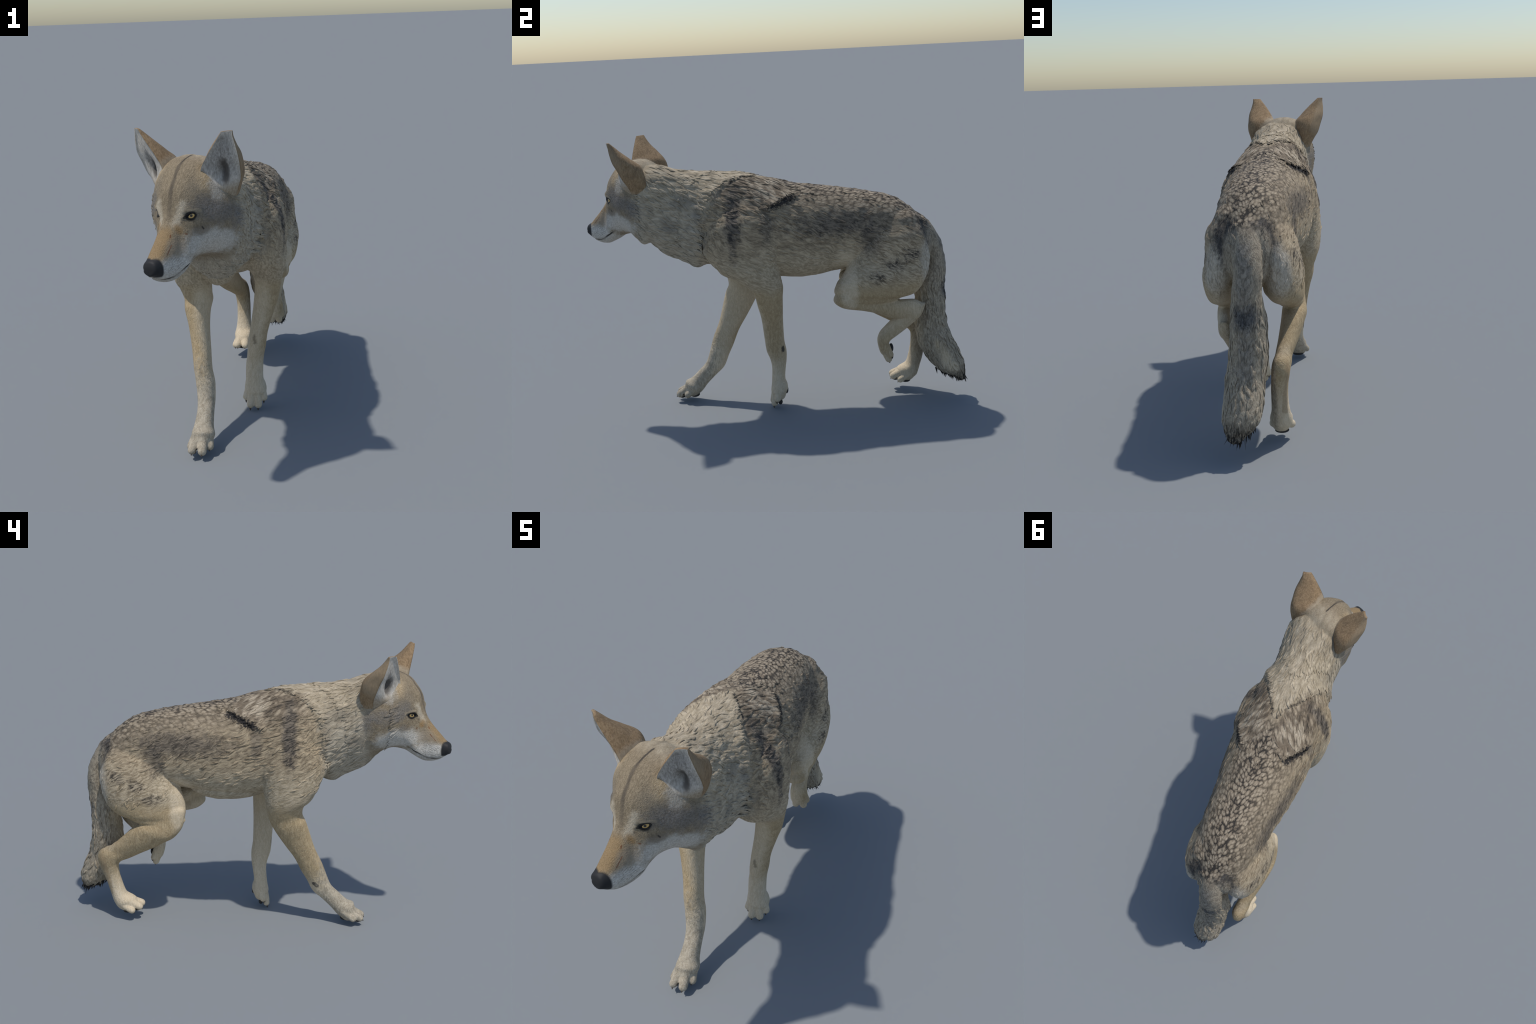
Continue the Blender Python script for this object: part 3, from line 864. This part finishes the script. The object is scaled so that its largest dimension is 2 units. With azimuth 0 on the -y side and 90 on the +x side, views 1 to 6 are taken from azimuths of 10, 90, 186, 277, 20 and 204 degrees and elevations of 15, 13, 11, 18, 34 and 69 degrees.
def simple(name, c, rough, spec=.4, coat=0.0, grain=0.0):
    T = NT(name)
    tc = T.node('ShaderNodeTexCoord')
    n = T.noise(tc.outputs['Object'], 180, 3)
    T.put(T.bsdf.inputs['Base Color'], T.mix(n, tuple(v * (1 - grain) for v in c), tuple(v * (1 + grain) for v in c)))
    T.bsdf.inputs['Roughness'].default_value = rough
    T.bsdf.inputs['Specular IOR Level'].default_value = spec
    T.bsdf.inputs['Coat Weight'].default_value = coat
    T.bsdf.inputs['Coat Roughness'].default_value = .06
    return T.mat

FUR = make_fur(); EAR_BACK = make_ear_back(); EAR_CUP = make_ear_cup()
CLAW = simple('claw_horn', (.085, .068, .052), .5, grain=.4)
LID = simple('eyelid_skin', (.014, .013, .013), .5, grain=.3)
TIPHAIR = simple('tail_hair', (.030, .027, .024), .8, .2, grain=.6)

# ----------------------------------------------------------------------------
# cut the skin into named regions that keep the whole body's normals
# ----------------------------------------------------------------------------
nf = len(skin.polygons)
fv = np.empty(nf * 4, int)
assert all(p.loop_total == 4 for p in skin.polygons)
skin.polygons.foreach_get('vertices', fv); fv = fv.reshape(-1, 4)
def vote(vl):
    q = np.sort(vl[fv], axis=1)
    return np.where(q[:, 1] == q[:, 2], q[:, 1], np.where(q[:, 0] == q[:, 1], q[:, 0], q[:, 3]))
for _ in range(4):                      # smooth the borders between regions
    fl = vote(vl)
    cnt = np.zeros((len(co), len(labels)), np.int16)
    for k in range(4): np.add.at(cnt, (fv[:, k], fl), 1)
    vl = cnt.argmax(axis=1)
wolf = bpy.data.objects.new('wolf', None)
wolf.empty_display_size = .2
bpy.context.scene.collection.objects.link(wolf)
wolf['label'] = 'lean grey wolf walking, head turned, one hind leg lifted'
wolf['category'] = 'wolf'

def region(label, name, parent):
    sel = fl == LI[label]
    faces = fv[sel]
    used, inv = np.unique(faces, return_inverse=True)
    me = bpy.data.meshes.new(name)
    me.from_pydata(co[used].tolist(), [], inv.reshape(-1, 4).tolist())
    me.polygons.foreach_set('use_smooth', [True] * len(me.polygons))
    me.materials.append(FUR)
    me.update()
    me.normals_split_custom_set_from_vertices(no[used].tolist())
    o = bpy.data.objects.new(name, me)
    bpy.context.scene.collection.objects.link(o)
    o.parent = parent
    return o

torso = region('torso', 'torso', wolf)
neck = region('neck', 'neck', wolf)
head = region('head', 'head', wolf)
region('nose', 'nose', head)
tail_ob = region('tail', 'tail', wolf)
legs = {}
for k, n in (('fore_left', 'foreleg'), ('fore_right', 'foreleg'), ('hind_left', 'hindleg'), ('hind_right', 'hindleg')):
    legs[k] = region(k, n, wolf)
    region('paw_' + k, 'paw', legs[k])

def add_mesh(name, v, f, mat, parent, smooth=True):
    me = bpy.data.meshes.new(name)
    me.from_pydata([tuple(p) for p in v], [], f)
    b = bmesh.new(); b.from_mesh(me); bmesh.ops.recalc_face_normals(b, faces=b.faces); b.to_mesh(me); b.free()
    me.polygons.foreach_set('use_smooth', [smooth] * len(me.polygons))
    me.materials.append(mat); me.update()
    o = bpy.data.objects.new(name, me)
    bpy.context.scene.collection.objects.link(o); o.parent = parent
    return o

for side in (1, -1):
    v, f, inside = ear_shell(side)
    o = add_mesh('ear', v, f, EAR_BACK, head)
    o.data.materials.append(EAR_CUP)
    o.data.polygons.foreach_set('material_index', [1 if q else 0 for q in inside])

# ----------------------------------------------------------------------------
# eyes: ball with an amber iris, and an almond lid laid on the skin
# ----------------------------------------------------------------------------
from mathutils.bvhtree import BVHTree
bvh = BVHTree.FromPolygons([tuple(p) for p in co], fv.tolist())
def hdir(f, l, z):
    return Vector(HF * f + HL * l + np.array([0, 0, z])).normalized()
def make_eye_material(c, gaze, up, name):
    T = NT(name)
    tc = T.node('ShaderNodeTexCoord'); sp = T.node('ShaderNodeSeparateXYZ')
    T.t.links.new(tc.outputs['Object'], sp.inputs[0])
    A = [S(T, sp.outputs[i]) - float(c[i]) for i in range(3)]
    g = A[0] * gaze.x + A[1] * gaze.y + A[2] * gaze.z
    r = (A[0].sq() + A[1].sq() + A[2].sq() - g.sq()).max(0.0).sqrt()
    n = T.noise(tc.outputs['Object'], 700, 2)
    col = T.mix(T.ss(.0138, .0160, r), T.mix(n, (.560, .330, .085), (.780, .520, .190)), (.012, .011, .011))
    col = T.mix(T.ss(.0042, .0054, r) * T.ss(.0075, .0056, r) * .35, col, (.240, .130, .040))
    col = T.mix(T.ss(.0056, .0044, r), col, (.006, .006, .006))
    T.put(T.bsdf.inputs['Base Color'], col)
    T.bsdf.inputs['Roughness'].default_value = .25
    T.bsdf.inputs['Coat Weight'].default_value = .6; T.bsdf.inputs['Coat Roughness'].default_value = .05
    return T.mat
for side in (1, -1):
    gaze = hdir(.66, .75 * side, .02)
    hit = bvh.ray_cast(Vector(head_pt(EYE[0], EYE[1] * side, EYE[2])) + gaze * .06, -gaze)[0]
    R = .021
    ctr = hit - gaze * (R - .0035)
    up = Vector((0, 0, 1)); across = gaze.cross(up).normalized(); up = across.cross(gaze).normalized()
    rot = Matrix((across, up, gaze)).transposed()
    v, f = blob(ctr, (R, R, R), rot, 36, 24)
    add_mesh('eye', v, f, make_eye_material(ctr, gaze, up, 'eye_amber'), head)
    # almond outline, tear duct toward the nose
    inn = 1 if across.dot(hdir(1, -.8 * side, 0)) > 0 else -1
    K = 44; rings = []
    for i in range(K):
        t = 2 * math.pi * i / K
        u = math.cos(t) * .0205 * inn
        w = math.sin(t)
        w = (.0122 if w > 0 else .0128) * w * (1 - .25 * abs(math.cos(t)) ** 3)
        nosew = max(0.0, math.cos(t)) ** 4
        u += inn * .009 * nosew; w -= .0075 * nosew + .001 * math.cos(t) * -1
        p0 = hit + across * u + up * w
        h2 = bvh.ray_cast(p0 + gaze * .05, -gaze)
        base = h2[0] if h2[0] else p0
        d = (base - ctr).length
        if d < R + .0005: base = ctr + (base - ctr).normalized() * (R + .0005)
        rings.append((base, (base - hit).normalized()))
    vv, ff = [], []
    for i, (b, rad) in enumerate(rings):
        for k in range(8):
            a = 2 * math.pi * k / 8
            vv.append(b + rad * (.0027 * math.cos(a)) + gaze * (.0020 * math.sin(a)))
    for i in range(K):
        j = (i + 1) % K
        for k in range(8):
            m2 = (k + 1) % 8
            ff.append((i*8 + k, i*8 + m2, j*8 + m2, j*8 + k))
    add_mesh('eyelid', vv, ff, LID, head)

# ----------------------------------------------------------------------------
# locks of fur lying on the skin: ruff, mantle, back, flanks and thighs
# ----------------------------------------------------------------------------
fc = co[fv].mean(axis=1); fno = no[fv].mean(axis=1)
reg = np.array([labels[i] for i in fl])
lock_kinds = [  # parent, region test, count, length, width, lift
    (neck, reg == 'neck', 520, (.040, .075), (.0050, .0085), .0017),
    (torso, (reg == 'torso') & (fc[:, 1] < .08) & (fc[:, 2] > 1.0), 260, (.045, .085), (.0050, .0085), .0020),
    (torso, (reg == 'torso') & (fc[:, 1] >= .08) & (fc[:, 2] > .98), 160, (.030, .046), (.0040, .0065), .0012),
    (torso, (reg == 'torso') & (fc[:, 2] <= 1.0) & (fc[:, 2] > .80), 140, (.035, .060), (.0035, .0060), .0012),
    (legs['hind_left'], (reg == 'hind_left') & (fc[:, 2] > .68), 50, (.030, .050), (.0040, .0060), .0011),
    (legs['hind_right'], (reg == 'hind_right') & (fc[:, 2] > .68), 50, (.030, .050), (.0040, .0060), .0011),
    (legs['fore_left'], (reg == 'fore_left') & (fc[:, 2] > .78), 50, (.030, .055), (.0040, .0060), .0011),
    (legs['fore_right'], (reg == 'fore_right') & (fc[:, 2] > .78), 50, (.030, .055), (.0040, .0060), .0011),
    (tail_ob, (reg == 'tail') & (fc[:, 2] < .70) & (fc[:, 2] > .15), 260, (.045, .080), (.0055, .0090), .0030),
]
def flow_dir(p, n, tailward):
    sgn = 1 if p.x > 0 else -1
    if tailward: d = Vector((0, .12 if p.z > .4 else .45, -1))
    elif p.y < -.30: d = Vector((sgn * .25, .85, -.55 if abs(n.x) > .5 else -.1))
    elif p.z > 1.0: d = Vector((sgn * .45, 1, -.25))
    elif p.z < .86 and p.y > .4: d = Vector((0, .55, -1))
    else: d = Vector((0, 1, -.45))
    d = d - n * d.dot(n)
    return d.normalized()
for parent, test, count, Lr, Wr, lift in lock_kinds:
    ids = np.flatnonzero(test)
    if len(ids) == 0: continue
    V, F = [], []
    for fi in rng.choice(ids, size=count, replace=False):
        p = Vector(fc[fi]); n = Vector(fno[fi]).normalized()
        d = flow_dir(p, n, parent is tail_ob)
        side_ = n.cross(d)
        d = (d + side_ * rng.normal(0, .22)).normalized()
        L = rng.uniform(*Lr); W = rng.uniform(*Wr); up = lift * rng.uniform(.6, 1.15)
        curl = rng.normal(0, .10)
        rings = []
        for t in (0, .18, .4, .62, .82, 1.0):
            q = p + d * (L * t) + side_ * (curl * L * t * t)
            loc, nn, _, _ = bvh.find_nearest(q)
            if loc is None: loc, nn = q, n
            hgt = -.0032 + (up + .0032) * math.sin(math.pi * min(1, t / .62) / 2) - max(0, (t - .62) / .38) ** 1.3 * (up - .0004)
            c = loc + nn * hgt
            u = nn.cross(d).normalized()
            w = W * (.45 + .55 * math.sin(min(1, t / .5) * math.pi / 2)) * (1 - max(0, (t - .35) / .65) ** 1.7) + .0004
            th_ = .0030 * (1 - .8 * t) + .0003
            rings.append([c + u * w * math.cos(a) + nn * th_ * math.sin(a) for a in np.linspace(0, 2*math.pi, 8, endpoint=False)])
        vv, ff = loft(rings)
        o = len(V); V += vv; F += [tuple(x + o for x in q) for q in ff]
    locks = add_mesh('fur_lock', V, F, FUR, parent)
    locks['kind'] = 'stuff'

# overhanging tufts along the mantle and the shoulder cape
EDGES = [  # parent, edge as (|x|, y, z), lie of the hair, count, length, width, lift at the tip
    (torso, [(.112, .112, 1.168), (.130, .088, 1.160), (.170, .022, 1.138), (.204, -.035, 1.116), (.216, -.070, 1.100)], (.70, .70, -.22), 34, (.055, .085), (.0080, .0120), .0085),
    (neck, [(.020, -.085, 1.25), (.060, -.165, 1.252), (.110, -.245, 1.243), (.150, -.305, 1.205), (.175, -.350, 1.150), (.190, -.375, 1.060), (.188, -.380, .960), (.165, -.385, .880)], (.35, .90, -.30), 60, (.050, .080), (.0080, .0125), .0065),
    (neck, [(.010, -.300, 1.29), (.090, -.380, 1.265), (.140, -.440, 1.200), (.170, -.480, 1.080), (.160, -.500, .950)], (.30, .90, -.30), 44, (.045, .075), (.0080, .0120), .0040),
    (head, [(.160, -.690, 1.200), (.178, -.690, 1.120), (.170, -.690, 1.040), (.130, -.690, .970)], (.25, .90, -.45), 34, (.040, .070), (.0070, .0105), .0050),
]
for parent, line, flow_, count, Lr, Wr, lift in EDGES:
    V, F = [], []
    tl = chord(line); Lq = pchip(tl, line, np.linspace(0, tl[-1], count))
    for sgn in (1, -1):
        for ex_, ey_, ez_ in Lq:
            tip = Vector((sgn * ex_, ey_ + rng.normal(0, .008), ez_ + rng.normal(0, .004)))
            d0 = Vector((sgn * flow_[0], flow_[1], flow_[2])).normalized()
            L = rng.uniform(*Lr); W = rng.uniform(*Wr); up = lift * rng.uniform(.5, 1.1)
            yaw = rng.normal(0, .18)
            rings = []
            for t in (0, .2, .4, .6, .8, .92, 1.0):
                q = tip - d0 * (L * (1 - t))
                loc, nn, _, _ = bvh.find_nearest(q)
                d = (d0 - nn * d0.dot(nn)).normalized(); u = nn.cross(d)
                c = loc + nn * (-.004 + (up + .004) * t ** 1.2) + u * (yaw * L * (t - .5))
                w = W * (.5 + .5 * math.sin(min(1, t / .5) * math.pi / 2)) * (1 - max(0, (t - .5) / .5) ** 2.2) + .0004
                h_ = .0032 * (1 - .7 * t) + .0003
                rings.append([c + u * w * math.cos(a) + nn * h_ * math.sin(a) for a in np.linspace(0, 2*math.pi, 8, endpoint=False)])
            vv, ff = loft(rings)
            o = len(V); V += vv; F += [tuple(x + o for x in q) for q in ff]
    locks = add_mesh('fur_tuft', V, F, FUR, parent)
    locks['kind'] = 'stuff'

# ----------------------------------------------------------------------------
# claws
# ----------------------------------------------------------------------------
def claw(base, d, L, r, bend):
    base, d, bend = Vector(base), Vector(d).normalized(), Vector(bend)
    u = d.orthogonal().normalized(); w = d.cross(u)
    rings = []
    for s_ in np.linspace(0, 1, 7):
        c = base + d * (L * s_) + bend * (s_ * s_)
        rr = r * (1 - s_) ** .7 + .0004
        rings.append([c + u * rr * math.cos(a) + w * rr * math.sin(a) for a in np.linspace(0, 2*math.pi, 10, endpoint=False)])
    return loft(rings)
CLAWDIR = {'fore_right': ((0, -1, -.55), .013, (0, .002, -.006)), 'fore_left': ((-.05, -.25, -1), .026, (0, .004, 0)),
           'hind_right': ((0, -1, -.75), .011, (0, .002, -.006)), 'hind_left': ((0, .15, -1), .014, (0, .004, 0))}
for k, toes in TOES.items():
    d, L, b = CLAWDIR[k]
    dv = np.array(d) / np.linalg.norm(d)
    for tip_, root_, r in toes:
        base = np.array(tip_) + dv * (r * .62)
        v, f = claw(base, d, L * rng.uniform(.80, 1.0), .0058, b)
        v = [(p[0], p[1], max(p[2], .0)) for p in v]
        add_mesh('claw', v, f, CLAW, legs[k])

PADS = {'hind_left': [((.080, .586, .312), (.030, .010, .022)), ((.062, .583, .270), (.012, .009, .016)), ((.098, .584, .270), (.012, .009, .016))],
        'fore_left': [((.061, .020, .098), (.030, .010, .020)), ((.044, -.020, .034), (.012, .012, .016)), ((.074, -.016, .034), (.012, .012, .016))],
        'fore_right': [((-.102, -.488, .030), (.032, .026, .010)), ((-.132, -.556, .029), (.013, .016, .008)), ((-.090, -.558, .027), (.013, .016, .008))],
        'hind_right': [((-.128, .690, .046), (.032, .028, .010)), ((-.108, .632, .063), (.013, .016, .008)), ((-.149, .634, .063), (.013, .016, .008))]}
PAD = simple('paw_pad', (.040, .037, .035), .75, .3, grain=.35)
for k, pads in PADS.items():
    for c, r in pads:
        v, f = blob(c, r, None, 20, 12)
        add_mesh('pad', v, f, PAD, legs[k])

# ----------------------------------------------------------------------------
# ragged brush at the end of the tail
# ----------------------------------------------------------------------------
V, F = [], []
axis = Vector((.10, .34, -.93)).normalized()
for i in range(240):
    # roots spread over the slanting cut end, from the front edge down to the tip
    t = rng.uniform(0, 1); a = rng.uniform(-1, 1)
    mid = Vector((.012 + .012 * t, .845 + .125 * t, .172 - .052 * t))
    wide = .066 * math.sqrt(max(0.05, 1 - (1.6 * t - .8) ** 2)) * (1 - .3 * t)
    p = mid + Vector((a * wide, rng.normal(0, .010), rng.uniform(.0, .030)))
    d = (axis + Vector((a * .10, rng.normal(0, .10), rng.normal(0, .05)))).normalized()
    L = (rng.uniform(.026, .050) + .024 * t * rng.uniform(0, 1)) * (1 - .25 * abs(a))
    w = rng.uniform(.0035, .0085) * (.7 + .5 * rng.uniform(0, 1))
    u = d.orthogonal().normalized(); v2 = d.cross(u)
    ang = rng.uniform(0, math.pi); u, v2 = u * math.cos(ang) + v2 * math.sin(ang), v2 * math.cos(ang) - u * math.sin(ang)
    bend = Vector(rng.normal(0, .006, 3))
    rings = []
    for s_ in (0, .25, .5, .75, 1):
        c = p + d * (L * s_) + bend * s_ * s_
        q = w * (1 - s_ ** 1.8) + .0003
        rings.append([c + u * q * math.cos(t2) + v2 * q * .35 * math.sin(t2) for t2 in np.linspace(0, 2*math.pi, 6, endpoint=False)])
    vv, ff = loft(rings)
    o = len(V); V += vv; F += [tuple(x + o for x in q) for q in ff]
hair = add_mesh('tail_hair', V, F, TIPHAIR, tail_ob)
hair['kind'] = 'stuff'
